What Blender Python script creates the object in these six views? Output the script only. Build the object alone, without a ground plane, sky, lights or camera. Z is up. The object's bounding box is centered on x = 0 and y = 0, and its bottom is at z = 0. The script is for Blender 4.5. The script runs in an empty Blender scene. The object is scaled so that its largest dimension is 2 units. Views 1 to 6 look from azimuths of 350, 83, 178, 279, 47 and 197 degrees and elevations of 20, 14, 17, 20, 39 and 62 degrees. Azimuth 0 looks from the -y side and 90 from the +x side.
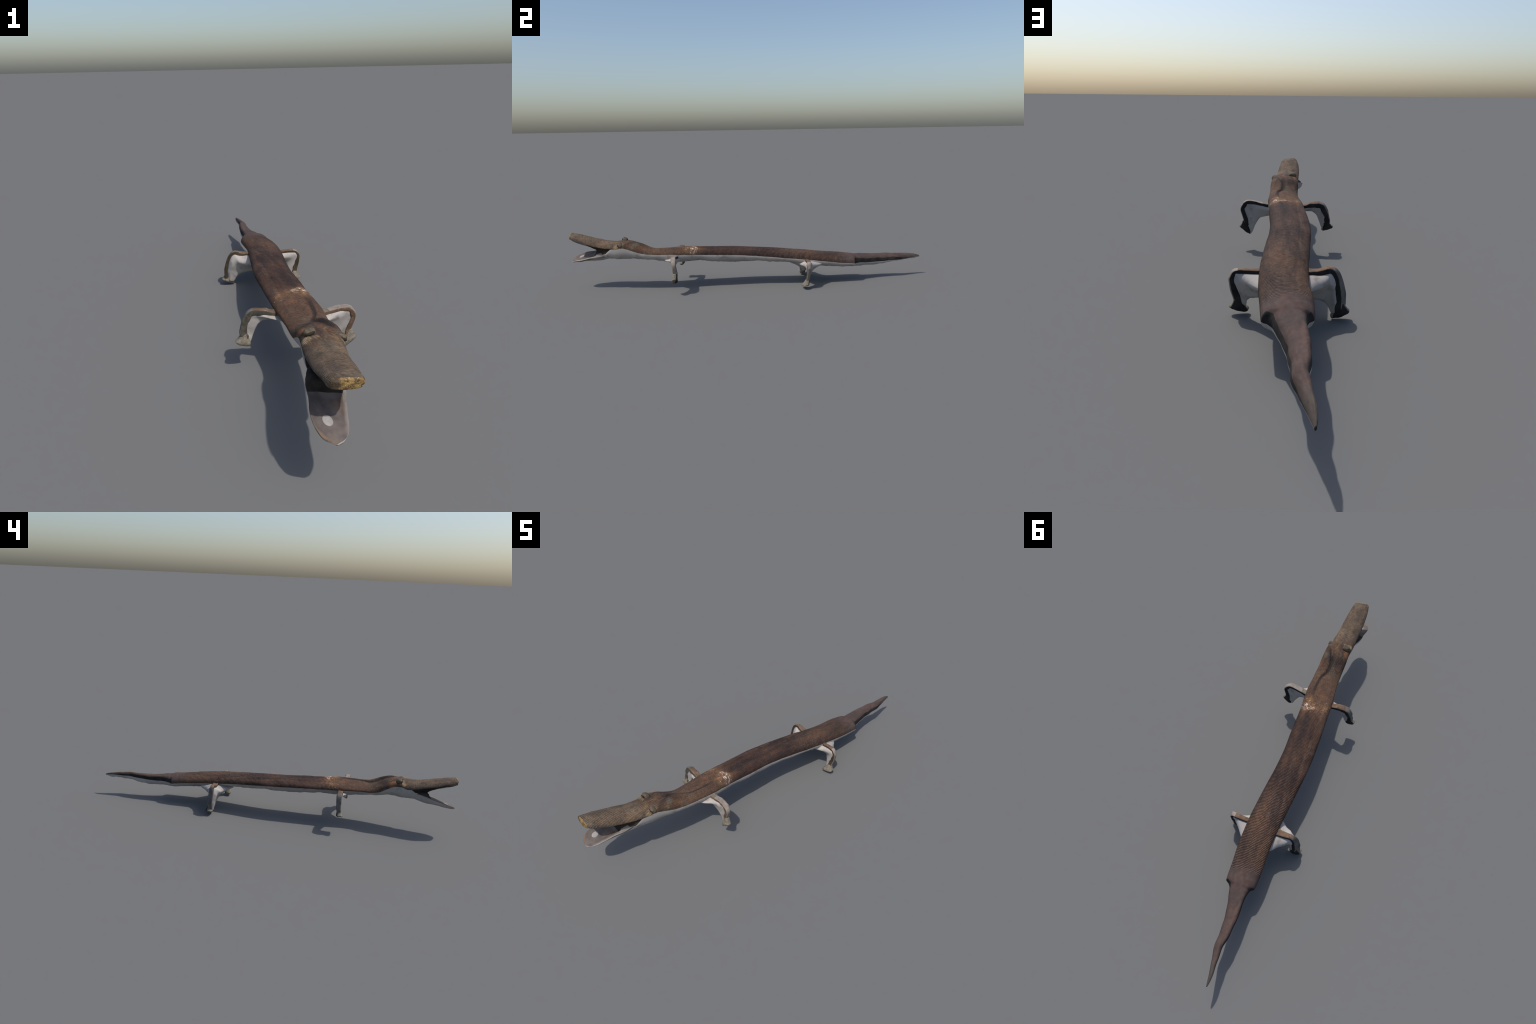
"""A long, low cast-metal crocodile with open jaws: a ribbed brown upper shell,
a pale smooth underside, four thin arched legs with pale fill behind them."""
import bpy, math
import numpy as np
from mathutils import Vector, noise

# ------------------------------------------------------------------ helpers
def keyed(xs, ys):
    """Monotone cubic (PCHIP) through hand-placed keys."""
    x = np.asarray(xs, float); y = np.asarray(ys, float)
    h = np.diff(x); d = np.diff(y) / h
    m = np.zeros_like(y)
    m[0], m[-1] = d[0], d[-1]
    for i in range(1, len(x) - 1):
        if d[i - 1] * d[i] > 0:
            w1, w2 = 2 * h[i] + h[i - 1], h[i] + 2 * h[i - 1]
            m[i] = (w1 + w2) / (w1 / d[i - 1] + w2 / d[i])
    def f(q):
        q = np.clip(np.asarray(q, float), x[0], x[-1])
        i = np.clip(np.searchsorted(x, q) - 1, 0, len(x) - 2)
        t = (q - x[i]) / h[i]
        return ((2*t**3 - 3*t**2 + 1) * y[i] + (t**3 - 2*t**2 + t) * h[i] * m[i]
                + (-2*t**3 + 3*t**2) * y[i + 1] + (t**3 - t**2) * h[i] * m[i + 1])
    return f

def table(rows):
    """rows of (position, value, value, ...) -> one smooth function per column."""
    cols = list(zip(*rows))
    return [keyed(cols[0], c) for c in cols[1:]]

def spow(v, e):
    return np.sign(v) * np.abs(v) ** e

def fbm(p, scale, seed=0.0):
    return noise.fractal(Vector((p[0] * scale + seed, p[1] * scale, p[2] * scale)), 0.9, 2.1, 4)

def warp(n, k, lo, hi):
    """n+1 angles over half a turn with sample k at angle lo and sample n-k at pi-hi."""
    return np.concatenate([np.linspace(0, lo, k, endpoint=False), np.linspace(lo, math.pi - hi, n - 2*k, endpoint=False),
                           np.linspace(math.pi - hi, math.pi, k + 1)])

def loft(rings, closed=True, cap_start=False, cap_end=False):
    """rings: list of equal-length point lists -> verts, faces, (row, col) per face."""
    n = len(rings[0]); verts = [tuple(p) for r in rings for p in r]
    faces, tag = [], []
    last = n if closed else n - 1
    for i in range(len(rings) - 1):
        for j in range(last):
            k = (j + 1) % n
            faces.append((i*n + j, i*n + k, (i+1)*n + k, (i+1)*n + j)); tag.append((i, j))
    def cap(i, flip):
        c = np.mean(np.array(rings[i]), axis=0); verts.append(tuple(c)); ci = len(verts) - 1
        for j in range(last):
            k = (j + 1) % n
            f = (i*n + j, i*n + k, ci)
            faces.append(f[::-1] if flip else f); tag.append((i, j))
    if cap_start: cap(0, True)
    if cap_end: cap(len(rings) - 1, False)
    return verts, faces, tag

def outward(verts, faces):
    """Flip all faces when the signed volume is negative."""
    v = np.array(verts); vol = 0.0
    for f in faces:
        for a in range(1, len(f) - 1):
            vol += np.dot(v[f[0]], np.cross(v[f[a]], v[f[a + 1]]))
    return [f[::-1] for f in faces] if vol < 0 else faces

SHIFT = .0028        # centres the finished length on y = 0

def make(name, verts, faces, mats, parent=None, face_mat=None, smooth=True, normals=None):
    me = bpy.data.meshes.new(name)
    me.from_pydata([(float(v[0]), float(v[1]) + SHIFT, float(v[2])) for v in verts], [], faces)
    for m in (mats if isinstance(mats, (list, tuple)) else [mats]): me.materials.append(m)
    if face_mat is not None:
        me.polygons.foreach_set("material_index", face_mat)
    me.polygons.foreach_set("use_smooth", [smooth] * len(faces))
    me.update()
    if normals is not None:
        me.normals_split_custom_set_from_vertices([tuple(n) for n in normals])
    ob = bpy.data.objects.new(name, me)
    bpy.context.scene.collection.objects.link(ob)
    if parent is not None: ob.parent = parent
    return ob

def vertex_normals(verts, faces):
    v = np.array(verts, float); n = np.zeros_like(v)
    for f in faces:
        a = np.cross(v[f[1]] - v[f[0]], v[f[2]] - v[f[0]])
        if len(f) == 4: a = a + np.cross(v[f[2]] - v[f[0]], v[f[3]] - v[f[0]])
        for i in f: n[i] += a
    l = np.linalg.norm(n, axis=1); l[l == 0] = 1
    return n / l[:, None]

def split_regions(verts, faces, region_of, parts, parent):
    """One smooth skin cut into named objects whose borders coincide."""
    nrm = vertex_normals(verts, faces)
    made = {}
    for name, (mats, mat_of) in parts.items():
        ids = [i for i in range(len(faces)) if region_of[i] == name]
        used = {}; vs, ns, fs = [], [], []
        for i in ids:
            f = []
            for q in faces[i]:
                if q not in used:
                    used[q] = len(vs); vs.append(verts[q]); ns.append(nrm[q])
                f.append(used[q])
            fs.append(tuple(f))
        fm = [mat_of(i) for i in ids] if mat_of else None
        made[name] = make(name, vs, fs, mats, parent, fm, True, ns)
    return made

# ---------------------------------------------------------------- materials
class Nodes:
    """Small builder for node graphs."""
    def __init__(self, name, rough=0.75, spec=0.25):
        self.mat = bpy.data.materials.new(name); self.mat.use_nodes = True
        self.t = self.mat.node_tree; self.t.nodes.clear()
        self.out = self.t.nodes.new("ShaderNodeOutputMaterial")
        self.bsdf = self.t.nodes.new("ShaderNodeBsdfPrincipled")
        self.bsdf.inputs["Roughness"].default_value = rough
        self.bsdf.inputs["Specular IOR Level"].default_value = spec
        self.t.links.new(self.bsdf.outputs[0], self.out.inputs[0])
        self.tc = self.t.nodes.new("ShaderNodeTexCoord")
        self.sep = self.t.nodes.new("ShaderNodeSeparateXYZ")
        self.t.links.new(self.tc.outputs["Object"], self.sep.inputs[0])
        self.x, self.y, self.z = self.sep.outputs
    def put(self, sock, v):
        if isinstance(v, bpy.types.NodeSocket): self.t.links.new(v, sock)
        elif isinstance(v, (tuple, list)) and len(v) == 3 and sock.type == 'RGBA': sock.default_value = (*v, 1)
        else: sock.default_value = v
    def math(self, op, a, b=0.0, c=0.0, clamp=False):
        n = self.t.nodes.new("ShaderNodeMath"); n.operation = op; n.use_clamp = clamp
        for s, v in zip(n.inputs, (a, b, c)): self.put(s, v)
        return n.outputs[0]
    def step(self, v, lo, hi, to0=0.0, to1=1.0):
        n = self.t.nodes.new("ShaderNodeMapRange"); n.interpolation_type = 'SMOOTHSTEP'
        self.put(n.inputs["Value"], v)
        if lo > hi: lo, hi, to0, to1 = hi, lo, to1, to0
        for k, q in zip(("From Min", "From Max", "To Min", "To Max"), (lo, hi, to0, to1)):
            n.inputs[k].default_value = q
        return n.outputs[0]
    def noise(self, scale, detail=4, stretch=(1, 1, 1), rough=0.55, shift=0.0, distort=0.0):
        m = self.t.nodes.new("ShaderNodeMapping")
        m.inputs["Scale"].default_value = stretch
        m.inputs["Location"].default_value = (shift, shift * .7, shift * 1.3)
        self.t.links.new(self.tc.outputs["Object"], m.inputs[0])
        n = self.t.nodes.new("ShaderNodeTexNoise")
        n.inputs["Scale"].default_value = scale; n.inputs["Detail"].default_value = detail
        n.inputs["Roughness"].default_value = rough; n.inputs["Distortion"].default_value = distort
        self.t.links.new(m.outputs[0], n.inputs["Vector"])
        return n.outputs["Fac"]
    def mix(self, fac, a, b, mode='MIX'):
        n = self.t.nodes.new("ShaderNodeMix"); n.data_type = 'RGBA'; n.blend_type = mode
        self.put(n.inputs[0], fac); self.put(n.inputs[6], a); self.put(n.inputs[7], b)
        return n.outputs[2]
    def curve(self, v, pts):
        """1-D function of v through points given in 0..1."""
        n = self.t.nodes.new("ShaderNodeFloatCurve"); c = n.mapping.curves[0]
        while len(c.points) > 2: c.points.remove(c.points[1])
        c.points[0].location = pts[0]; c.points[-1].location = pts[-1]
        for p in pts[1:-1]: c.points.new(*p)
        n.mapping.update(); self.put(n.inputs["Value"], v)
        return n.outputs[0]
    def blob(self, cx, cy, rx, ry, soft=0.6):
        """1 inside an ellipse in plan, falling to 0 at its edge."""
        a = self.math('DIVIDE', self.math('SUBTRACT', self.x, cx), rx)
        b = self.math('DIVIDE', self.math('SUBTRACT', self.y, cy), ry)
        d = self.math('SQRT', self.math('ADD', self.math('MULTIPLY', a, a), self.math('MULTIPLY', b, b)))
        return self.step(d, 1.0, 1.0 - soft)
    def mul(self, *v):
        r = v[0]
        for q in v[1:]: r = self.math('MULTIPLY', r, q)
        return r
    def bump(self, h, strength, dist):
        n = self.t.nodes.new("ShaderNodeBump")
        n.inputs["Strength"].default_value = strength; n.inputs["Distance"].default_value = dist
        self.put(n.inputs["Height"], h); self.t.links.new(n.outputs[0], self.bsdf.inputs["Normal"])
    def finish(self, col):
        self.put(self.bsdf.inputs["Base Color"], col); return self.mat

RIB, RIB_HEAD = 0.0070, 0.0051      # spacing of the fine cross ribs, body and head

def shell_material():
    g = Nodes("ribbed_brown_patina", 0.78, 0.14)
    broad = g.noise(9, 4, (1.6, .45, 1), .6)
    fine = g.noise(60, 5, (1, .6, 1), .65, 3.1)
    patch = g.noise(17, 5, (1, .7, 1), .62, 7.7)
    streak = g.noise(26, 3, (1, .12, 1), .5, 1.3)
    col = g.mix(g.step(broad, .36, .64), (.048, .033, .028), (.098, .058, .040))
    col = g.mix(g.mul(g.step(streak, .44, .66), .6), col, (.105, .066, .046))
    # dark wine-grey saddle along the middle of the back
    saddle = g.mul(g.step(g.y, -.36, -.28), g.step(g.y, .22, .05))
    col = g.mix(g.mul(saddle, g.step(broad, .60, .42), .55), col, (.036, .027, .027))
    ridge = g.math('SUBTRACT', g.x, g.math('MULTIPLY', g.math('ADD', g.y, .3), .02))
    rim_tan = g.mul(g.step(ridge, -.030, -.042), g.step(g.y, -.40, -.30), g.step(g.y, .12, -.05), g.step(patch, .40, .60))
    col = g.mix(g.mul(rim_tan, .65), col, (.135, .095, .073))
    lines = g.noise(34, 2, (1.6, .05, .6), .5, 41.0)
    back = g.mul(g.step(g.y, -.50, -.35), g.step(g.y, .45, .25))
    col = g.mix(g.mul(back, g.step(lines, .60, .68), .40), col, (.030, .024, .023))
    col = g.mix(g.mul(back, g.step(lines, .40, .33), .30), col, (.120, .080, .060))
    # rust, strong on shoulders and head, thin further back
    front = g.step(g.y, -.15, -.45)
    rust = g.mul(g.step(patch, .53, .66), g.math('ADD', .30, g.math('MULTIPLY', front, .70)))
    rust = g.mul(rust, g.step(g.y, .50, .30))
    col = g.mix(g.mul(rust, .70), col, (.165, .078, .040))
    # olive-grey weathering over head and neck
    olive = g.mul(g.step(g.noise(22, 5, (1, .8, 1), .6, 12.3), .47, .62), g.step(g.y, -.42, -.60))
    col = g.mix(g.mul(olive, .60), col, (.112, .104, .080))
    snout = g.step(g.y, -.70, -.80)
    col = g.mix(g.mul(snout, .70), col, g.mix(g.step(patch, .4, .6), (.112, .085, .065), (.160, .117, .080)))
    gold = g.mul(g.step(g.noise(30, 4, (1, 1, 1), .6, 21.0), .52, .66), g.step(g.y, -.60, -.68), g.step(g.y, -.80, -.70))
    col = g.mix(g.mul(gold, .7), col, (.21, .145, .07))
    tailness = g.step(g.y, .47, .54)
    mauve = g.mix(g.step(patch, .38, .62), (.070, .053, .049), (.088, .057, .050))
    col = g.mix(g.mul(tailness, .85), col, mauve)
    tip = g.step(g.y, .86, .95)
    col = g.mix(g.mul(tip, .8), col, (.082, .070, .060))
    col = g.mix(g.mul(g.blob(-.052, -.672, .024, .024), .8), col, (.20, .088, .045))
    col = g.mix(g.mul(g.blob(-.060, -.700, .018, .026), g.step(fine, .3, .6), .75), col, (.040, .036, .029))
    neck = g.mul(g.step(g.y, -.64, -.54), g.step(g.y, -.28, -.34))
    col = g.mix(g.mul(neck, .50), col, (.122, .070, .045))
    mid = g.mul(g.step(g.y, -.34, -.27), g.step(g.math('ADD', g.y, g.math('MULTIPLY', broad, .2)), .36, .16))
    col = g.mix(g.mul(mid, .75), col, g.mix(1.0, col, (.58, .52, .54), 'MULTIPLY'))
    col = g.mix(g.mul(g.step(g.y, .15, .30), g.step(g.y, .56, .50), .6), col, g.mix(1.0, col, (.86, .84, .84), 'MULTIPLY'))
    tan = g.math('MAXIMUM', g.blob(-.052, -.728, .018, .016), g.math('MAXIMUM', g.blob(.049, -.746, .014, .020), g.mul(g.blob(-.028, -.726, .014, .010), .5)))
    col = g.mix(g.mul(tan, g.step(fine, .25, .55), .85), col, (.255, .185, .115))
    # ribs: cross rows that zigzag across lengthwise bands
    band = g.math('PINGPONG', g.math('ADD', g.x, g.math('MULTIPLY', g.noise(5, 2, (1, 1, 1), .5, 4.4), .04)), .026)
    ph = g.math('ADD', g.math('MULTIPLY', band, .10), g.math('MULTIPLY', g.noise(30, 2, (1.6, .30, 1), .5, 9.1), .007))
    pos = g.math('ADD', g.y, ph)
    turns = g.math('ADD', g.math('DIVIDE', pos, RIB),
                   g.math('MULTIPLY', g.math('MINIMUM', g.math('ADD', pos, .36), 0.0), 1 / RIB_HEAD - 1 / RIB))
    wave = g.math('SINE', g.math('MULTIPLY', turns, 2 * math.pi))
    ribmask = g.mul(g.step(g.noise(22, 4, (1.4, .7, 1), .6, 15.5), .20, .46), g.step(g.math('ADD', g.y, g.math('MULTIPLY', broad, .05)), .56, .54))
    sat = g.mul(g.step(g.y, -.33, -.27), g.step(g.y, .10, -.02), .45)
    ribmask = g.mul(ribmask, g.math('SUBTRACT', 1.0, sat))
    speck = g.step(g.noise(140, 2, (1, 1, 1), .5, 2.2), .35, .6)
    ribmask = g.math('MAXIMUM', ribmask, g.mul(g.step(g.y, -.82, -.76), g.step(g.y, -.62, -.66), g.step(broad, .30, .45)))
    crest = g.mul(g.step(wave, .0, .9), ribmask, speck); groove = g.mul(g.step(wave, -.1, -.9), ribmask)
    col = g.mix(g.mul(crest, .78), col, g.mix(1.0, col, (2.15, 2.1, 2.0), 'MULTIPLY'))
    col = g.mix(g.mul(groove, .68), col, g.mix(1.0, col, (.38, .39, .43), 'MULTIPLY'))
    col = g.mix(g.step(fine, .35, .7), g.mix(1.0, col, (.86, .86, .86), 'MULTIPLY'), g.mix(1.0, col, (1.16, 1.15, 1.13), 'MULTIPLY'))
    # dark furrow running down the neck and back beside the raised strip
    lin = g.math('MULTIPLY', g.math('ADD', g.y, .72), 1 / .60, clamp=True)
    fx = g.curve(lin, [(0, .62), (.10, .46), (.21, .29), (.28, .34), (.33, .44), (.43, .50), (.56, .51), (.72, .45), (1, .40)])
    fx = g.math('SUBTRACT', g.math('MULTIPLY', fx, .16), .04)
    off = g.math('ABSOLUTE', g.math('SUBTRACT', g.x, fx))
    w = g.math('ADD', .0045, g.math('MULTIPLY', fine, .005))
    w = g.math('ADD', w, g.mul(g.step(g.y, -.58, -.63), g.step(fine, .3, .7), .007))
    line = g.step(g.math('DIVIDE', off, w), 1.4, .5)
    gate = g.mul(g.step(g.y, -.72, -.66), g.step(g.y, -.14, -.24),
                 g.math('SUBTRACT', 1.0, g.mul(g.step(g.y, -.44, -.40), g.step(g.y, -.30, -.33))))
    col = g.mix(g.mul(line, gate, .72), col, (.030, .025, .024))
    dark = g.mul(g.blob(.018, -.628, .026, .034), g.step(fine, .35, .6))
    col = g.mix(g.mul(dark, .85), col, (.022, .021, .022))
    # flaking pale crust on the shoulders
    grit = g.noise(60, 5, (1, 2.2, 1), .72, 31.0, .6)
    crust = g.math('MAXIMUM', g.math('MAXIMUM', g.blob(.046, -.345, .034, .062), g.mul(g.blob(.022, -.332, .022, .022), 1.0)),
                   g.mul(g.blob(-.046, -.360, .022, .032), .85))
    ring = g.math('MULTIPLY', g.step(g.y, -.355, -.325), g.step(g.y, -.295, -.312))
    band = g.mul(g.blob(.004, -.338, .085, .040), g.step(grit, .42, .60))
    col = g.mix(g.mul(band, .6), col, (.215, .115, .055))
    brown = g.mul(crust, g.step(patch, .40, .56))
    col = g.mix(g.mul(brown, .8), col, (.27, .14, .06))
    col = g.mix(g.mul(crust, g.step(g.math('ADD', grit, g.math('MULTIPLY', ring, .09)), .595, .645)), col, (.62, .54, .48))
    g.bump(g.math('ADD', g.mul(wave, ribmask, .6), g.math('MULTIPLY', fine, .9)), .6, .0024)
    return g.finish(col)

def plain_material(name, c0, c1, scale=25, rough=.8, spec=.2, bump=.25, c2=None, stretch=(1, 1, 1)):
    g = Nodes(name, rough, spec)
    n = g.noise(scale, 5, stretch, .6); f = g.noise(scale * 4, 4, stretch, .6, 5.0)
    col = g.mix(g.step(n, .36, .66), c0, c1)
    if c2: col = g.mix(g.step(f, .55, .68), col, c2)
    g.bump(f, bump, .002)
    return g.finish(col)

def gold_material():
    g = Nodes("golden_broken_end", .6, .35)
    n = g.noise(70, 5, (1, 1, 1), .65); f = g.noise(240, 3, (1, 1, 1), .6, 3.0)
    col = g.mix(g.step(n, .36, .62), (.085, .050, .022), (.29, .185, .060))
    col = g.mix(g.step(f, .56, .68), col, (.46, .36, .20))
    col = g.mix(g.mul(g.step(g.x, -.046, -.062), .85), col, (.050, .034, .022))
    g.bump(f, .8, .002)
    return g.finish(col)

def jaw_material():
    g = Nodes("grey_brown_jaw", .75, .2)
    n = g.noise(28, 5, (1, .7, 1), .6); f = g.noise(110, 4, (1, 1, 1), .6, 5.0); q = g.noise(45, 4, (1, .5, 1), .6, 2.0)
    col = g.mix(g.step(n, .36, .66), (.088, .074, .069), (.135, .112, .100))
    col = g.mix(g.mul(g.step(q, .58, .70), .6), col, (.150, .105, .072))
    edge = g.math('SUBTRACT', g.x, g.math('ADD', .012, g.math('MULTIPLY', g.math('ADD', g.y, .862), .28)))
    edge = g.math('ADD', edge, g.math('MULTIPLY', g.math('SUBTRACT', q, .5), .012))
    back = g.mul(g.step(edge, -.026, -.014), g.step(g.y, -.97, -.90))
    col = g.mix(g.mul(back, .6), col, (.085, .052, .036))
    pale = g.mul(g.step(edge, -.015, -.004), g.step(g.y, -.992, -.955))
    col = g.mix(g.mul(pale, .75), col, (.23, .205, .187))
    # rusty worn lip round the left edge and the tip
    ty = g.math('DIVIDE', g.math('ADD', g.y, .940), .063); tx = g.math('DIVIDE', g.math('ADD', g.x, .055), .049)
    rad = g.math('SQRT', g.math('ADD', g.math('MULTIPLY', tx, tx), g.mul(g.math('MINIMUM', ty, 0.0), g.math('MINIMUM', ty, 0.0))))
    rad = g.math('ADD', rad, g.math('MULTIPLY', g.math('SUBTRACT', f, .5), .22))
    lip = g.mul(g.step(rad, .89, 1.0), g.step(g.x, -.030, -.055), g.step(g.y, -.885, -.915))
    col = g.mix(g.mul(lip, .85), col, (.185, .120, .076))
    g.bump(f, .3, .002)
    return g.finish(col)

M_shell = shell_material()
M_pale = plain_material("pale_smooth_fill", (.32, .295, .275), (.40, .37, .345), 6, .85, .15, .12, (.285, .255, .225))
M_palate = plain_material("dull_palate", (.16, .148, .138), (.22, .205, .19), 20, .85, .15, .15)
M_scanfill = plain_material("dull_scan_fill", (.27, .25, .235), (.33, .31, .29), 40, .85, .15, .15)
M_dark = plain_material("near_black_face", (.013, .012, .012), (.028, .025, .023), 30, .8, .2)  # near-black for tail flanks, tail tip, leg and foot rears
M_legface = plain_material("leg_dark_side", (.040, .031, .020), (.075, .055, .034), 30, .75, .2, .3, (.080, .058, .038))
M_legfaceL = plain_material("leg_weathered_side", (.060, .056, .046), (.110, .090, .066), 45, .75, .2, .3, (.035, .034, .031))
M_legtop = plain_material("leg_tan_outer_face", (.20, .168, .143), (.28, .238, .205), 22, .8, .2, .3, (.16, .13, .105))
M_legtopG = plain_material("leg_slate_outer_face", (.085, .082, .078), (.145, .133, .118), 22, .8, .2, .3, (.10, .075, .05))
M_legtopB = plain_material("leg_brown_outer_face", (.105, .065, .042), (.17, .105, .066), 40, .8, .2, .3, (.20, .17, .15))
M_foot = plain_material("worn_foot", (.13, .115, .088), (.22, .19, .15), 60, .8, .2, .35, (.07, .062, .05))
M_jaw = jaw_material()
M_jawside = plain_material("worn_jaw_side", (.135, .115, .102), (.215, .19, .172), 30, .8, .2, .2)
M_jawrim = plain_material("rusty_jaw_edge", (.12, .078, .050), (.23, .165, .115), 90, .8, .2, .4)
M_mouth = plain_material("dark_mouth", (.022, .018, .016), (.045, .036, .029), 30, .85, .1)
M_eye = plain_material("olive_eye_knob", (.085, .068, .047), (.155, .115, .072), 50, .7, .25, .4, (.045, .038, .03))
M_gold = gold_material()
M_knobshade = plain_material("dark_knob_shade", (.015, .013, .011), (.03, .025, .02), 60)  # dark tone imitating the shade on the eye knob's front
M_tan = plain_material("pale_tan_patch", (.15, .11, .07), (.24, .18, .115), 90, .8, .2, .4)

# ------------------------------------------------------------------- body
root = bpy.data.objects.new("crocodile", None)
bpy.context.scene.collection.objects.link(root)
root["label"] = "long thin metal crocodile with open jaws and spindly legs"
root["category"] = "crocodile sculpture"

#  y      x-left  x-right  z-left z-right  top    bottom  shape
BODY = [
 (-0.992, -0.0740, 0.0020, 0.2970, 0.3010, 0.3205, 0.2900, 3.20),
 (-0.975, -0.0770, 0.0090, 0.2920, 0.2920, 0.3192, 0.2790, 2.70),
 (-0.950, -0.0790, 0.0140, 0.2910, 0.2840, 0.3150, 0.2670, 2.10),
 (-0.900, -0.0800, 0.0240, 0.2780, 0.2660, 0.3025, 0.2500, 2.10),
 (-0.850, -0.0770, 0.0310, 0.2640, 0.2510, 0.2900, 0.2220, 2.10),
 (-0.800, -0.0720, 0.0390, 0.2500, 0.2420, 0.2805, 0.1800, 2.10),
 (-0.750, -0.0670, 0.0480, 0.2410, 0.2400, 0.2770, 0.1750, 2.25),
 (-0.720, -0.0650, 0.0560, 0.2500, 0.2470, 0.2790, 0.1770, 2.25),
 (-0.690, -0.0620, 0.0620, 0.2500, 0.2410, 0.2770, 0.1790, 2.25),
 (-0.650, -0.0610, 0.0660, 0.2330, 0.2260, 0.2700, 0.1790, 2.20),
 (-0.600, -0.0570, 0.0680, 0.2040, 0.2120, 0.2500, 0.1720, 2.20),
 (-0.550, -0.0560, 0.0720, 0.1980, 0.2060, 0.2300, 0.1660, 2.25),
 (-0.500, -0.0580, 0.0750, 0.1990, 0.2040, 0.2280, 0.1610, 2.20),
 (-0.450, -0.0620, 0.0780, 0.1980, 0.2030, 0.2295, 0.1520, 2.20),
 (-0.400, -0.0660, 0.0770, 0.1960, 0.2000, 0.2300, 0.1490, 2.20),
 (-0.300, -0.0680, 0.0730, 0.1920, 0.1950, 0.2265, 0.1530, 2.20),
 (-0.200, -0.0710, 0.0740, 0.1890, 0.1900, 0.2225, 0.1420, 2.20),
 (-0.100, -0.0720, 0.0720, 0.1840, 0.1840, 0.2180, 0.1360, 2.25),
 (0.000, -0.0670, 0.0770, 0.1770, 0.1770, 0.2120, 0.1360, 2.25),
 (0.100, -0.0570, 0.0880, 0.1680, 0.1670, 0.2055, 0.1310, 2.25),
 (0.200, -0.0470, 0.0990, 0.1600, 0.1580, 0.1970, 0.1260, 2.20),
 (0.300, -0.0360, 0.1070, 0.1470, 0.1470, 0.1870, 0.1110, 2.20),
 (0.400, -0.0310, 0.1090, 0.1370, 0.1330, 0.1750, 0.0960, 2.20),
 (0.500, -0.0340, 0.1040, 0.1270, 0.1180, 0.1620, 0.0890, 2.20),
 (0.550, -0.0320, 0.1020, 0.1190, 0.1130, 0.1555, 0.0840, 2.20),
 (0.576, -0.0280, 0.1000, 0.1130, 0.1100, 0.1525, 0.0820, 2.20),
 (0.588, -0.0150, 0.0840, 0.1110, 0.1080, 0.1500, 0.0810, 2.20),
 (0.602, -0.0100, 0.0740, 0.1110, 0.1060, 0.1480, 0.0800, 2.80),
 (0.625, -0.0070, 0.0675, 0.1138, 0.1058, 0.1465, 0.0800, 3.20),
 (0.650, -0.0060, 0.0605, 0.1138, 0.1028, 0.1440, 0.0800, 3.40),
 (0.700, -0.0090, 0.0495, 0.1138, 0.0998, 0.1395, 0.0800, 3.40),
 (0.750, -0.0070, 0.0425, 0.1148, 0.0998, 0.1385, 0.0830, 3.20),
 (0.800, -0.0020, 0.0415, 0.1158, 0.1008, 0.1385, 0.0870, 3.00),
 (0.850, 0.0050, 0.0395, 0.1178, 0.1038, 0.1370, 0.0930, 2.80),
 (0.900, 0.0040, 0.0292, 0.1189, 0.1059, 0.1333, 0.0985, 2.60),
 (0.950, 0.0000, 0.0182, 0.1199, 0.1089, 0.1273, 0.1035, 2.25),
 (0.980, 0.0020, 0.0132, 0.1169, 0.1109, 0.1227, 0.1075, 2.20),
 (0.997, 0.0050, 0.0100, 0.1140, 0.1120, 0.1170, 0.1110, 2.00),
]
XL, XR, ZL, ZR, TOP, BOT, SHAPE = table(BODY)

# raised strip on the right of the neck, and the furrow on its inner side
RIDGE_X = keyed([-.74, -.66, -.594, -.555, -.523, -.46, -.38, -.29, -.12], [.055, .030, .014, .020, .035, .037, .033, .023, .015])
RIDGE_H = keyed([-.74, -.70, -.66, -.60, -.53, -.44, -.30, -.12], [0, .004, .0115, .0105, .007, .0045, .002, 0])
HIP = keyed([-.45, -.40, -.36, -.30, -.25], [0, .005, .006, .003, 0])

NA, NB, NT, NM = 60, 34, 16, 9                    # points over the arch / under the belly
rows = np.unique(np.concatenate([np.arange(-.992, .56, .004), np.arange(.56, .66, .002), np.arange(.66, .997, .004), [.997]]))

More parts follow.
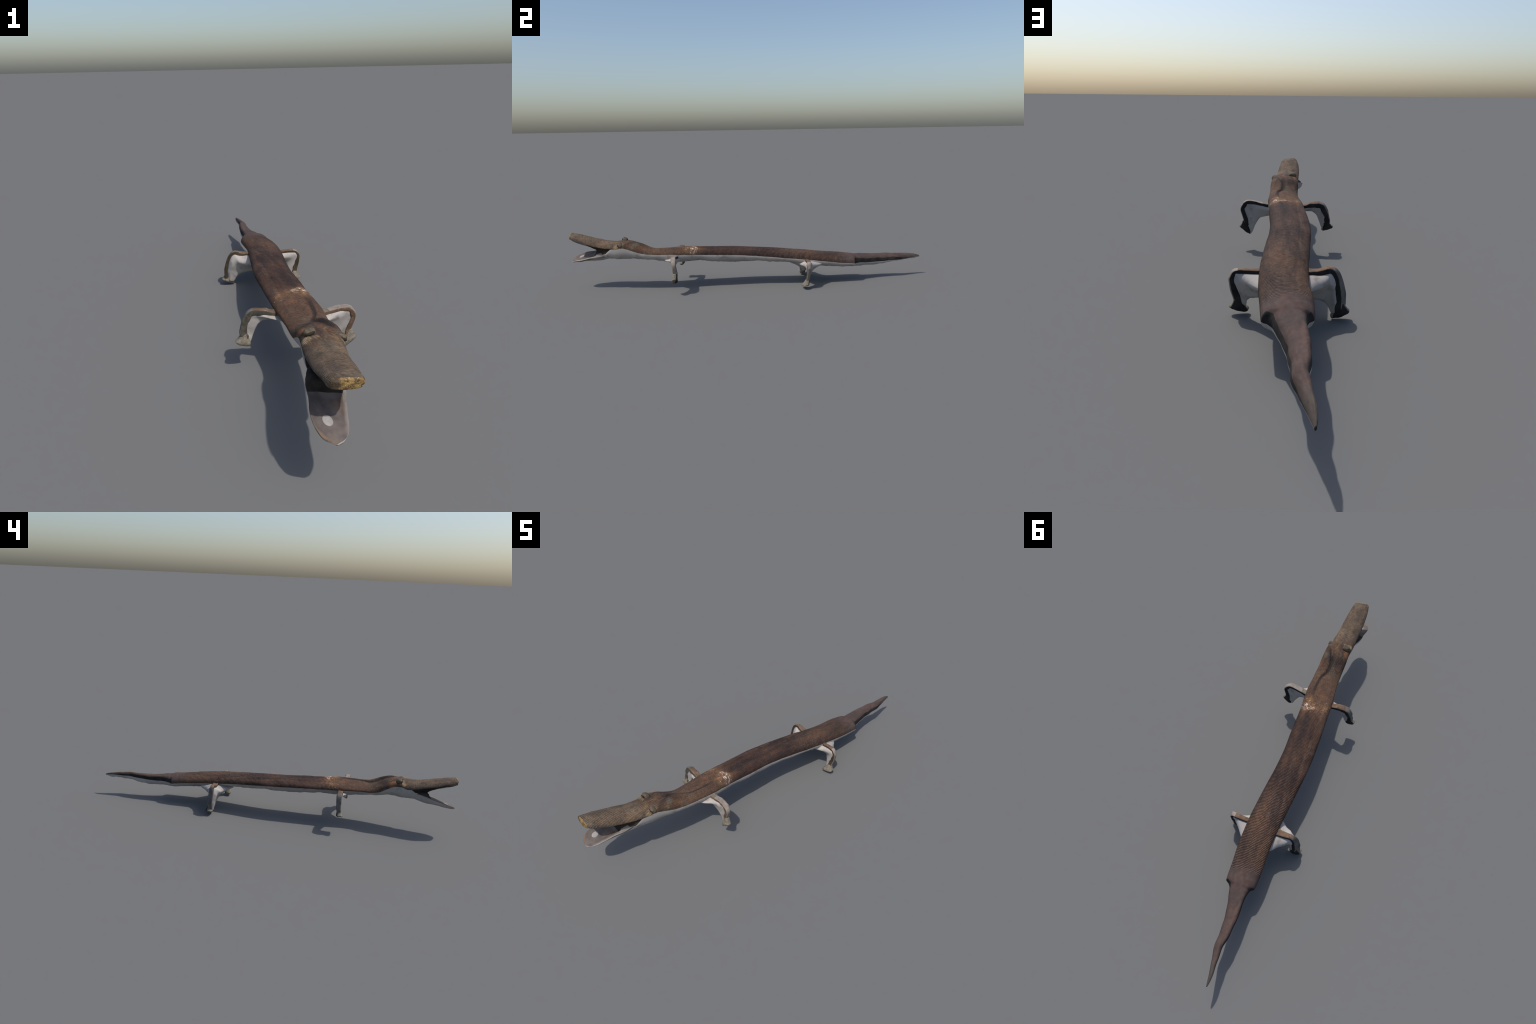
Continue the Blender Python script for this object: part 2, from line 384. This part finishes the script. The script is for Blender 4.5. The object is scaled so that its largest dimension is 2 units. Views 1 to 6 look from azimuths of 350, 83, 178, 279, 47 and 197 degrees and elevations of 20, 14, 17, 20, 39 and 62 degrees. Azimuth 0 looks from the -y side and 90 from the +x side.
def arch(y):
    xl, xr, zl, zr, top, n = (float(f(y)) for f in (XL, XR, ZL, ZR, TOP, SHAPE))
    c, a = (xl + xr) / 2, (xr - xl) / 2
    t = np.linspace(0, math.pi, NA + 1)
    if y > .54:
        w = min(1.0, (y - .54) / .03); fade = min(1.0, max(.04, (.97 - y) / .14))
        wob = .03 * math.sin(y * 55) + .02 * math.sin(y * 131)
        lo = math.asin(min(.97, (.66 + wob) * fade) ** (n / 2)); hi = math.asin(min(.97, (.58 - wob) * fade) ** (n / 2))
        t = (1 - w) * t + w * warp(NA, NT, lo, hi)
    X = c + a * spow(np.cos(t), 2 / n); S = np.abs(np.sin(t)) ** (2 / n)
    Z0 = zl + (zr - zl) * (X - xl) / max(xr - xl, 1e-4)
    n0 = .0005 if y > .55 or y < -.93 else .0015
    h = top - n0 - (zl + zr) / 2
    Z = Z0 + h * S
    if y < -.70: Z += .0060 * float(np.interp(y, [-.992, -.972, -.94, -.88, -.80, -.72], [-.9, -.3, .8, 1.4, 1, .5])) * S * (X - c) / max(a, 1e-3)
    else: Z += .0030 * S * (X - c) / max(a, 1e-3) * (1 if y < .3 else max(0, 1 - (y - .3) / .25))
    if -.74 < y < -.12:
        rx, rh = float(RIDGE_X(y)), float(RIDGE_H(y))
        side = 1 / (1 + np.exp(-(X - rx) / .0025))
        Z += rh * (side * np.exp(-((np.maximum(X - rx, 0)) / .05) ** 2)) * S - .45 * rh * np.exp(-((X - rx + .004) / .006) ** 2) * S
    if -.45 < y < -.25:
        Z += float(HIP(y)) * np.exp(-((X - .052) / .016) ** 2) * S + .6 * float(HIP(y)) * np.exp(-((X + .05) / .014) ** 2) * S
    if -.50 < y < .55:          # long shallow facets along the back
        g = min(1, (y + .50) / .08, (.55 - y) / .10)
        for q, d in ((.52, .0013), (-.48, .0013), (-.10, .0008)):
            Z -= g * d * np.exp(-(((X - c) / a - q - .05 * math.sin(y * 9 + q * 7)) / .07) ** 2)
    if -.40 < y < -.27:         # cracked raised ring behind the forelegs
        crack = np.array([.6 + .8 * noise.noise(Vector((float(x) * 60, y * 60, 3.0))) for x in X])
        Z += .0026 * crack * math.exp(-((y + .318) / .010) ** 2) * (.25 + .75 * (X > 0)) * S
        Z += .0022 * np.maximum(crack - .5, 0) * math.exp(-((y + .36) / .03) ** 2) * S * (np.abs(X - .005) > .03)
    if y > .62:                 # kinks and a faint twisting ridge along the tail
        g = min(1, (y - .62) / .04, (1.0 - y) / .05)
        X = X + g * .0022 * noise.noise(Vector((y * 22, 5.0, 0)))
        tw = .35 * math.sin(y * 19)
        Z += g * (.0014 * np.exp(-(((X - c) / a - tw) / .22) ** 2) - .0012 * np.exp(-(((X - c) / a - tw + .55) / .2) ** 2)) * S
    out = []
    for x, z, s in zip(X, Z, S):
        d = .0022 * s * fbm((x, y * .5, z), 16, 3.0) + .0007 * s * fbm((x, y, z), 70, 8.0)
        e = .0014 * fbm((x, y, z), 22, 1.7) * (1 - s)      # uneven lower edge
        out.append((x + (0.6 * d if x > c else -0.6 * d), y, z + d + e))
    return out

def belly(y, ar):
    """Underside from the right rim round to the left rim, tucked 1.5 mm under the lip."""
    (xr, _, zr), (xl, _, zl) = ar[0], ar[-1]
    c, a = (xl + xr) / 2, (xr - xl) / 2
    bot = float(BOT(y)); n = 2.3 if y > -.86 else 1.9
    t = np.linspace(0, math.pi, NB + 1)
    if -.90 < y < -.70:            # a sample row follows the dark edge of the mouth
        er = float(np.interp(y, [-.863, -.838, -.808, -.775], [.221, .206, .215, .242]))
        el = float(np.interp(y, [-.88, -.847, -.792, -.768], [.208, .220, .229, .245]))
        ang = lambda z0, e: math.asin(min(.96, max(.02, (z0 - e) / max(z0 - bot, .004))) ** (n / 2))
        w = min(1.0, (y + .90) / .03, (-.70 - y) / .055)
        t = (1 - w) * t + w * warp(NB, NM, ang(zr, er), ang(zl, el))
    inset = np.zeros(NB + 1)
    if -.90 < y < -.70:
        q = np.arange(NB + 1); q = np.minimum(q, NB - q) / NM
        inset = .26 * np.where(q < 1, np.sin(np.pi * np.clip(q, 0, 1)) ** .7, 0) * float(np.interp(y, [-.87, -.85, -.80, -.77], [.5, 1, .9, 0]))
    wide = 1.012 if y > -.5 else 1.0 if y > -.86 else .94
    X = c + a * wide * spow(np.cos(t), 2 / n); S = np.abs(np.sin(t)) ** (2 / n)
    Z0 = zl + (zr - zl) * np.clip((X - xl) / max(xr - xl, 1e-4), 0, 1)
    X = c + (X - c) * (1 - inset)
    under = float(np.interp(y, [-.74, -.60, .50, .60], [0, 1, 1, 0]))
    X = np.where(X < c, c + (X - c) * (1 - .15 * under * S ** .6), X)      # left flank is undercut
    depth = np.maximum(Z0 - bot, .004)
    Z = Z0 - .0008 - depth * S
    Z -= .0018 * under * S * (X - c) / max(a, .001)
    if y < -.60: Z -= .004 * S * (X - c) / max(a, .001) * min(1, (-.60 - y) / .1)
    return [(x, y, z + .0045 * s * fbm((x, y, 0), 15, 6.0) + .002 * s * fbm((x, y, 0), 45, 2.0)) for x, z, s in zip(X, Z, S)]

arcs = [arch(float(y)) for y in rows]
unders = [belly(float(y), r) for y, r in zip(rows, arcs)]

# --- upper shell, split into snout (head), neck, torso and tail
v, f, tag = loft(arcs, closed=False, cap_end=False)
f = [q[::-1] for q in f]
mid_y = lambda i: (rows[tag[i][0]] + rows[tag[i][0] + 1]) / 2
def shell_region(i):
    y = mid_y(i)
    return "head" if y < -.60 else "neck" if y < -.42 else "torso" if y < .575 else "tail"
def tail_face(i):
    """Low flanks of the tail and of the stepped rump take the near-black material."""
    return 1 if tag[i][1] < NT or tag[i][1] >= NA - NT else 0
parts = {"head": ([M_shell], None), "neck": ([M_shell], None), "torso": ([M_shell], None),
         "tail": ([M_shell, M_dark], tail_face)}
nv = vertex_normals(v, f)
if nv[len(arcs[0]) * 100 + NA // 2][2] < 0: f = [q[::-1] for q in f]
split_regions(v, f, [shell_region(i) for i in range(len(f))], parts, root)

tip_ring = arcs[-1] + unders[-1][::-1][1:-1]
tc = np.mean(np.array(tip_ring), axis=0)
tips = [[tuple(tc + (np.array(p) - tc) * k + np.array([.0, d, 0])) for p in tip_ring] for k, d in ((1, 0), (.75, .0012), (.3, .0018))]
v, f, _ = loft(tips, closed=True, cap_end=True)
if np.mean(vertex_normals(v, f)[:, 1]) < 0: f = [q[::-1] for q in f]
make("tail_tip", v, f, [M_dark], root)

# --- pale underside (the snout's palate is its front part)
v, f, tag = loft(unders, closed=False)
nv = vertex_normals(v, f)
if nv[len(unders[0]) * 100 + NB // 2][2] > 0: f = [q[::-1] for q in f]
def under_region(i):
    y = mid_y(i)
    return "palate" if y < -.862 else "throat" if y < -.60 else "belly" if y < .575 else "tail_underside"
def palate_face(i):
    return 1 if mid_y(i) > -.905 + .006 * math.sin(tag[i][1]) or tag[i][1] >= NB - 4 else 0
def throat_face(i):
    return 1 if mid_y(i) < -.772 and (tag[i][1] < NM or tag[i][1] >= NB - NM) else 0
split_regions(v, f, [under_region(i) for i in range(len(f))],
              {"palate": ([M_palate, M_mouth], palate_face), "throat": ([M_pale, M_mouth], throat_face),
               "belly": ([M_pale], None), "tail_underside": ([M_pale], None)}, root)

# --- golden broken face at the end of the snout
ring = arcs[0] + [p for p in unders[0][::-1][1:-1]]
c = np.mean(np.array(ring), axis=0)
rings = []
for k, (s, dy) in enumerate([(1.0, 0), (.96, -.0035), (.80, -.006), (.55, -.0055), (.28, -.0065), (.08, -.006)]):
    rr = []
    for p in ring:
        q = c + (np.array(p) - c) * s
        rr.append((q[0], q[1] + dy + (.003 * fbm(q, 70, 5.0) if k > 1 else 0) , q[2]))
    rings.append(rr)
v, f, _ = loft(rings, closed=True, cap_end=True)
cy = np.mean([vertex_normals(v, f)[i][1] for i in range(len(v))])
if cy > 0: f = [q[::-1] for q in f]
make("snout_end", v, f, [M_gold], root)

# ------------------------------------------------------------- lower jaw
#  y     x-left  x-right  z-left  z-right  bottom
JAW = [
 (-1.003, -.066, -.054, .166, .162, .162),
 (-1.000, -.080, -.042, .173, .164, .160),
 (-.993, -.091, -.033, .178, .166, .160),
 (-.980, -.097, -.023, .184, .169, .160),
 (-.965, -.101, -.016, .189, .172, .161),
 (-.945, -.103, -.011, .196, .176, .163),
 (-.925, -.101, -.006, .202, .180, .165),
 (-.900, -.095,  .000, .206, .187, .167),
 (-.880, -.092,  .006, .209, .191, .168),
 (-.865, -.092,  .012, .214, .194, .168),
 (-.840, -.087,  .017, .221, .199, .170),
 (-.800, -.070,  .018, .226, .203, .178),
 (-.760, -.050,  .020, .218, .203, .190),
]
JL, JR, JZL, JZR, JB = table(JAW)
NJ = 22
rings = []
for y in np.concatenate([np.linspace(-1.003, -.97, 12), np.arange(-.966, -.7601, .004)]):
    xl, xr, zl, zr, b = (float(q(y)) for q in (JL, JR, JZL, JZR, JB))
    c, a = (xl + xr) / 2, (xr - xl) / 2 - .0012
    u = np.linspace(1, -1, NJ + 1)
    top = []
    rise = float(np.interp(y, [-.884, -.874, -.866, -.861], [0, .004, .010, .022]))
    for q in u:
        x = c + a * q; z = zl + (zr - zl) * (q + 1) / 2 - .0030 * (1 - q * q) + rise * (1 - q ** 4)
        wob = .0012 * fbm((x, y, 1), 40, 9.0)
        top.append((x + (.0016 * fbm((q, y, 4), 55, 2.0) if abs(q) > .95 else 0), y, z + wob))
    bot = []
    for q in u[::-1]:
        q2 = float(np.clip(q, -1, 1)); x = c + a * q2
        z0 = zl + (zr - zl) * (q2 + 1) / 2 - .003
        z = z0 - max(z0 - (b - .005 * q2), .003) * (1 - abs(q2) ** 2.4) ** .55
        bot.append((x, y, z - .001 + .0015 * fbm((x, y, 2), 30, 4.0)))
    rings.append(top + bot)
v, f, tag = loft(rings, closed=True, cap_start=True, cap_end=True)
f2 = outward(v, f)
def jaw_face(i):
    r, j = tag[i]; y = rings[r][0][1]
    if j < NJ:
        if j <= 1 and y > -.90: return 4
        return 3 if y > -.875 else 0
    if j in (NJ, 2 * NJ): return 2 if y < -.90 else 4
    return 1
jaw = make("lower_jaw", v, f2, [M_jaw, M_pale, M_jawrim, M_mouth, M_jawside], root, [jaw_face(i) for i in range(len(f))])

# pale disc for the scan's own fill over a hole near the jaw tip
def disc(name, centre, nrm, rx, ry, thick, mat, parent, seg=40):
    n = Vector(nrm).normalized(); e1 = Vector((1, 0, 0)); e1 = (e1 - n * e1.dot(n)).normalized(); e2 = n.cross(e1)
    prof = [(1.0, -thick), (1.0, 0), (.96, thick * .35), (.6, thick * .45), (.2, thick * .5)]
    rings = [[tuple(Vector(centre) + e1 * (rx * s * math.cos(a)) + e2 * (ry * s * math.sin(a)) + n * h)
              for a in np.linspace(0, 2 * math.pi, seg, endpoint=False)] for s, h in prof]
    v, f, _ = loft(rings, closed=True, cap_start=True, cap_end=True)
    return make(name, v, outward(v, f), [mat], parent)
def jaw_top(x, y):
    xl, xr, zl, zr = (float(q(y)) for q in (JL, JR, JZL, JZR))
    q = (x - xl) / (xr - xl) * 2 - 1
    return zl + (zr - zl) * (q + 1) / 2 - .0030 * (1 - q * q)
px, py = -.064, -.951
gx = (jaw_top(px + .01, py) - jaw_top(px - .01, py)) / .02; gy = (jaw_top(px, py + .01) - jaw_top(px, py - .01)) / .02
disc("jaw_scan_fill", (px, py, jaw_top(px, py) + .0012), (-gx, -gy, 1), .0130, .0150, .003, M_scanfill, jaw)

# ------------------------------------------------------------------ eyes
def knob(name, centre, radii, axis, tilt, seed, parent):
    """A rounded eye knob: dome with a flattened, slightly overhanging front."""
    n = Vector(axis).normalized(); f_ = Vector((0, -1, 0)); f_ = (f_ - n * f_.dot(n)).normalized(); s = n.cross(f_)
    rings = []
    for ph in np.linspace(-.55, math.pi / 2 - .05, 14):
        rr = []
        for th in np.linspace(0, 2 * math.pi, 36, endpoint=False):
            cx = math.cos(th) * math.cos(ph); cz = math.sin(ph); cs = math.sin(th) * math.cos(ph)
            k = 1 + .10 * noise.noise(Vector((cx * 2 + seed, cs * 2, cz * 2)))
            if cx > .35: k *= 1 - .25 * (cx - .35)
            lean = tilt * max(cz, 0)
            p = Vector(centre) + f_ * (radii[0] * cx * k + lean) + s * (radii[1] * cs * k) + n * (radii[2] * cz * k)
            rr.append(tuple(p))
        rings.append(rr)
    v, f, tag = loft(rings, closed=True, cap_start=True, cap_end=True)
    ob = make(name, v, outward(v, f), [M_eye], parent)
    return ob, f_, s, n
heads = bpy.data.objects["head"]
def eye(centre, radii, axis, tilt, seed):
    ob, f_, s, n = knob("eye", centre, radii, axis, tilt, seed, heads)
    # added dark pod imitating shade under the knob's overhang, on the snout side
    c0 = Vector(centre)
    def seed_pod(nm, off, r, mat):
        rings = []
        for ph in np.linspace(-1.45, 1.45, 10):
            rings.append([tuple(c0 + off + f_ * (r[0] * math.cos(th) * math.cos(ph)) + s * (r[1] * math.sin(ph)) + n * (r[2] * math.sin(th) * math.cos(ph)))
                          for th in np.linspace(0, 2 * math.pi, 20, endpoint=False)])
        v, f, _ = loft(rings, closed=True, cap_start=True, cap_end=True)
        return make(nm, v, outward(v, f), [mat], ob)
    seed_pod("knob_shade", f_ * radii[0] * .82 + n * radii[2] * .28, (radii[0] * .28, radii[1] * .78, radii[2] * .26), M_knobshade)
    return ob
eye((-.038, -.706, .273), (.016, .018, .0165), (-.30, 0, 1), .004, 1.0)
eye((.043, -.722, .258), (.016, .017, .0155), (.50, -.05, 1), .004, 4.0)

# ------------------------------------------------------------------- legs
def leg(name, outer, thick, yf, yr, slant, web, flare, mats, foot, foot_mats, thigh=0.0, bulge=0.0):
    """Arched bar of roughly rectangular section, with a pale tapering fill inside the arch."""
    K = len(outer); u = np.linspace(0, 1, K)
    fx, fz = keyed(u, [p[0] for p in outer]), keyed(u, [p[1] for p in outer])
    ft, ff, fr, fs = keyed(u, thick), keyed(u, yf), keyed(u, yr), keyed(u, slant)
    wx, wy, wz = (keyed(u, [p[k] for p in web]) for k in range(3))
    S = np.linspace(0, 1, 60)
    bar, fill = [], []
    seg = 32
    for s in S:
        p = np.array([fx(s), fz(s)]); d = np.array([fx(min(s + .02, 1)) - fx(max(s - .02, 0)), fz(min(s + .02, 1)) - fz(max(s - .02, 0))])
        d /= np.linalg.norm(d)
        nin = np.array([d[1], -d[0]])
        if np.dot(nin, np.array([wx(s), wz(s)]) - p) < 0: nin = -nin
        t = float(ft(s)) * (1 + .16 * noise.noise(Vector((s * 7, len(name) + outer[0][1] * 90, outer[-1][0] * 50)))); y0, y1 = float(ff(s)), float(fr(s)); sl = float(fs(s))
        def P(a, b):            # a: -1 front .. 1 rear, b: 0 outer .. 1 inner
            o = p - nin * sl * (1 - a) / 2
            q = o + nin * t * b
            return np.array([q[0], y0 + (y1 - y0) * (a + 1) / 2, q[1]])
        rr = []
        for th in np.linspace(0, 2 * math.pi, seg, endpoint=False):
            a = float(spow(np.cos(th), .5)); b = (float(spow(np.sin(th), .5)) + 1) / 2
            q = P(a, b); k = .0015 * fbm(q, 45, 3.0) + .0016 * fbm(q, 22, 7.0)
            rr.append(tuple(q + k * np.array([1, .6, 1])))
        bar.append(rr)
        # fill: front edge -> web edge -> rear edge
        A, B = P(-.80, .80), P(.80, .80)
        W = np.array([wx(s), wy(s), wz(s)]); tw = .008
        R = 10; front, rear = [], []
        fl = flare[0] * math.exp(-s / flare[1])
        for r in np.linspace(0, 1, R):
            e = r ** .8
            g = fl * min(1, (1 - r) / .65) ** 1.8 * min(1, .25 + r / .30)
            gf = g * flare[3]
            base = (A + B) / 2 * (1 - r) + W * r
            hf = (B[1] - A[1]) / 2 * (1 - e) + tw / 2 * e + g
            base[1] += .18 * g if name == "hindleg" else 0
            wob = .0018 * fbm(base, 28, 5.0)
            front.append((base[0] + (A - B)[0] / 2 * (1 - r), base[1] - hf + g - gf - bulge * min(1, r / .3) + wob, base[2] + (A - B)[2] / 2 * (1 - r)))
            rear.append((base[0] - (A - B)[0] / 2 * (1 - r), base[1] + hf - g * (1 - flare[2]) + wob, base[2] - (A - B)[2] / 2 * (1 - r)))
        fill.append(front + rear[::-1])
    v, f, tag = loft(bar, closed=True, cap_start=True, cap_end=True)
    def bar_face(i):
        th = (tag[i][1] + .5) / seg * 2 * math.pi
        b = math.sin(th); a = math.cos(th)
        if b < -.62: return 3 if tag[i][0] < thigh * 59 else 0   # outer / upper face
        return 1 if a < 0 else 2                # front / rear face
    ob = make(name, v, outward(v, f), mats, root, [bar_face(i) for i in range(len(f))])
    v, f, _ = loft(fill, closed=True, cap_start=True, cap_end=True)
    make("leg_fill", v, outward(v, f), [M_pale], ob)
    # foot: a hoof-like flare, (ankle, sole, half sizes, slope across)
    (ax, ay, az), (sx, sy, sz), hx, hy, slope = foot
    hx *= 1.12; hy *= 1.12
    rings = []
    for k in np.linspace(0, 1, 16):
        e = k ** 1.35
        cx, cy, cz = ax + (sx - ax) * k, ay + (sy - ay) * e, az + (sz - az) * k
        rx = .011 + (hx - .011) * e; ry = .011 + (hy - .011) * e
        if k > .72: q = math.sqrt(1 - .55 * ((k - .72) / .28) ** 2); rx *= q; ry *= q
        rr = []
        for th in np.linspace(0, 2 * math.pi, 36, endpoint=False):
            lob = 1 + .10 * e * math.cos(3 * th + .6)
            x = rx * lob * float(spow(np.cos(th), .75)); y = ry * lob * float(spow(np.sin(th), .75))
            q = (cx + x, cy + y, cz + slope * x * e)
            rr.append((q[0], q[1], q[2] + .0022 * fbm(q, 60, 2.0) * e))
        rings.append(rr)
    v, f, tag = loft(rings, closed=True, cap_start=True, cap_end=True)
    def foot_face(i):
        th = (tag[i][1] + .5) / 36 * 2 * math.pi
        return 1 if math.sin(th) > .45 else 0
    make("foot", v, outward(v, f), foot_mats, ob, [foot_face(i) for i in range(len(f))])
    return ob

# right foreleg
leg("foreleg",
    [(.04, .192), (.078, .195), (.103, .199), (.14, .207), (.166, .209), (.185, .196), (.195, .172), (.190, .146), (.182, .120), (.177, .100)],
    [.014, .016, .016, .016, .018, .019, .020, .020, .018, .016],
    [-.447, -.447, -.448, -.450, -.452, -.451, -.449, -.446, -.444, -.444], [-.416, -.417, -.420, -.424, -.426, -.424, -.427, -.423, -.420, -.421],
    [0] * 10,
    [(.01, -.435, .150), (.076, -.437, .142), (.095, -.438, .138), (.111, -.438, .134), (.120, -.436, .124), (.128, -.434, .112),
     (.136, -.432, .097), (.142, -.431, .081), (.148, -.432, .069), (.158, -.434, .061)],
    (.080, .15, .45, 1), [M_legtop, M_legtopB, M_dark, M_foot], ((.176, -.433, .122), (.175, -.438, .074), .027, .015, .72), [M_foot, M_dark], .22)
# left foreleg
leg("foreleg",
    [(-.03, .192), (-.067, .196), (-.1, .205), (-.127, .208), (-.152, .199), (-.167, .178), (-.177, .150), (-.182, .128), (-.180, .115), (-.178, .105)],
    [.015, .016, .020, .024, .024, .025, .024, .026, .026, .024],
    [-.416, -.416, -.416, -.414, -.412, -.411, -.411, -.412, -.414, -.416], [-.388, -.388, -.386, -.384, -.383, -.384, -.385, -.388, -.391, -.393],
    [0, 0, .001, .004, .006, .006, .004, .002, 0, 0],
    [(.0, -.405, .152), (-.08, -.405, .169), (-.092, -.405, .169), (-.105, -.404, .168), (-.115, -.404, .162), (-.124, -.403, .154),
     (-.132, -.402, .138), (-.138, -.402, .122), (-.144, -.403, .106), (-.150, -.404, .092)],
    (.048, .14, .45, 1), [M_legtopG, M_legfaceL, M_dark, M_legtopB], ((-.166, -.402, .125), (-.176, -.409, .091), .027, .017, -.36), [M_foot, M_dark], .36)
# right hindleg
leg("hindleg",
    [(.05, .148), (.114, .148), (.150, .149), (.175, .148), (.190, .137), (.196, .113), (.191, .082), (.184, .055), (.179, .032), (.176, .020)],
    [.012, .014, .014, .014, .015, .018, .020, .024, .022, .020],
    [.286, .285, .284, .281, .278, .278, .278, .275, .270, .266], [.308, .307, .306, .304, .302, .301, .300, .296, .292, .290],
    [0, 0, 0, 0, .002, .004, .004, .004, .003, .002],
    [(.037, .325, .072), (.115, .318, .070), (.125, .308, .065), (.135, .299, .061), (.140, .293, .055), (.145, .289, .049),
     (.146, .287, .040), (.148, .285, .033), (.152, .283, .026), (.158, .281, .020)],
    (.110, .15, 1, .75), [M_legtop, M_legface, M_dark, M_legtopB], ((.174, .284, .050), (.167, .272, .013), .033, .020, .18), [M_foot, M_dark], .30)
# left hindleg
leg("hindleg",
    [(.0, .147), (-.038, .149), (-.062, .152), (-.094, .158), (-.112, .151), (-.123, .130), (-.130, .092), (-.132, .062), (-.131, .040), (-.129, .024)],
    [.012, .013, .018, .020, .020, .018, .018, .020, .022, .022],
    [.288, .288, .292, .296, .297, .296, .300, .301, .300, .299], [.321, .321, .321, .320, .320, .322, .328, .332, .333, .331],
    [0, 0, 0, .002, .006, .012, .017, .021, .022, .020],
    [(.037, .30, .066), (-.050, .305, .060), (-.060, .305, .058), (-.071, .305, .056), (-.079, .305, .052), (-.087, .308, .048),
     (-.093, .308, .040), (-.097, .310, .033), (-.101, .312, .024), (-.108, .314, .014)],
    (.088, .25, 1, 1), [M_legtopG, M_legface, M_dark, M_legtopB], ((-.130, .316, .050), (-.133, .314, .0118), .031, .020, -.40), [M_foot, M_dark], .42, .012)
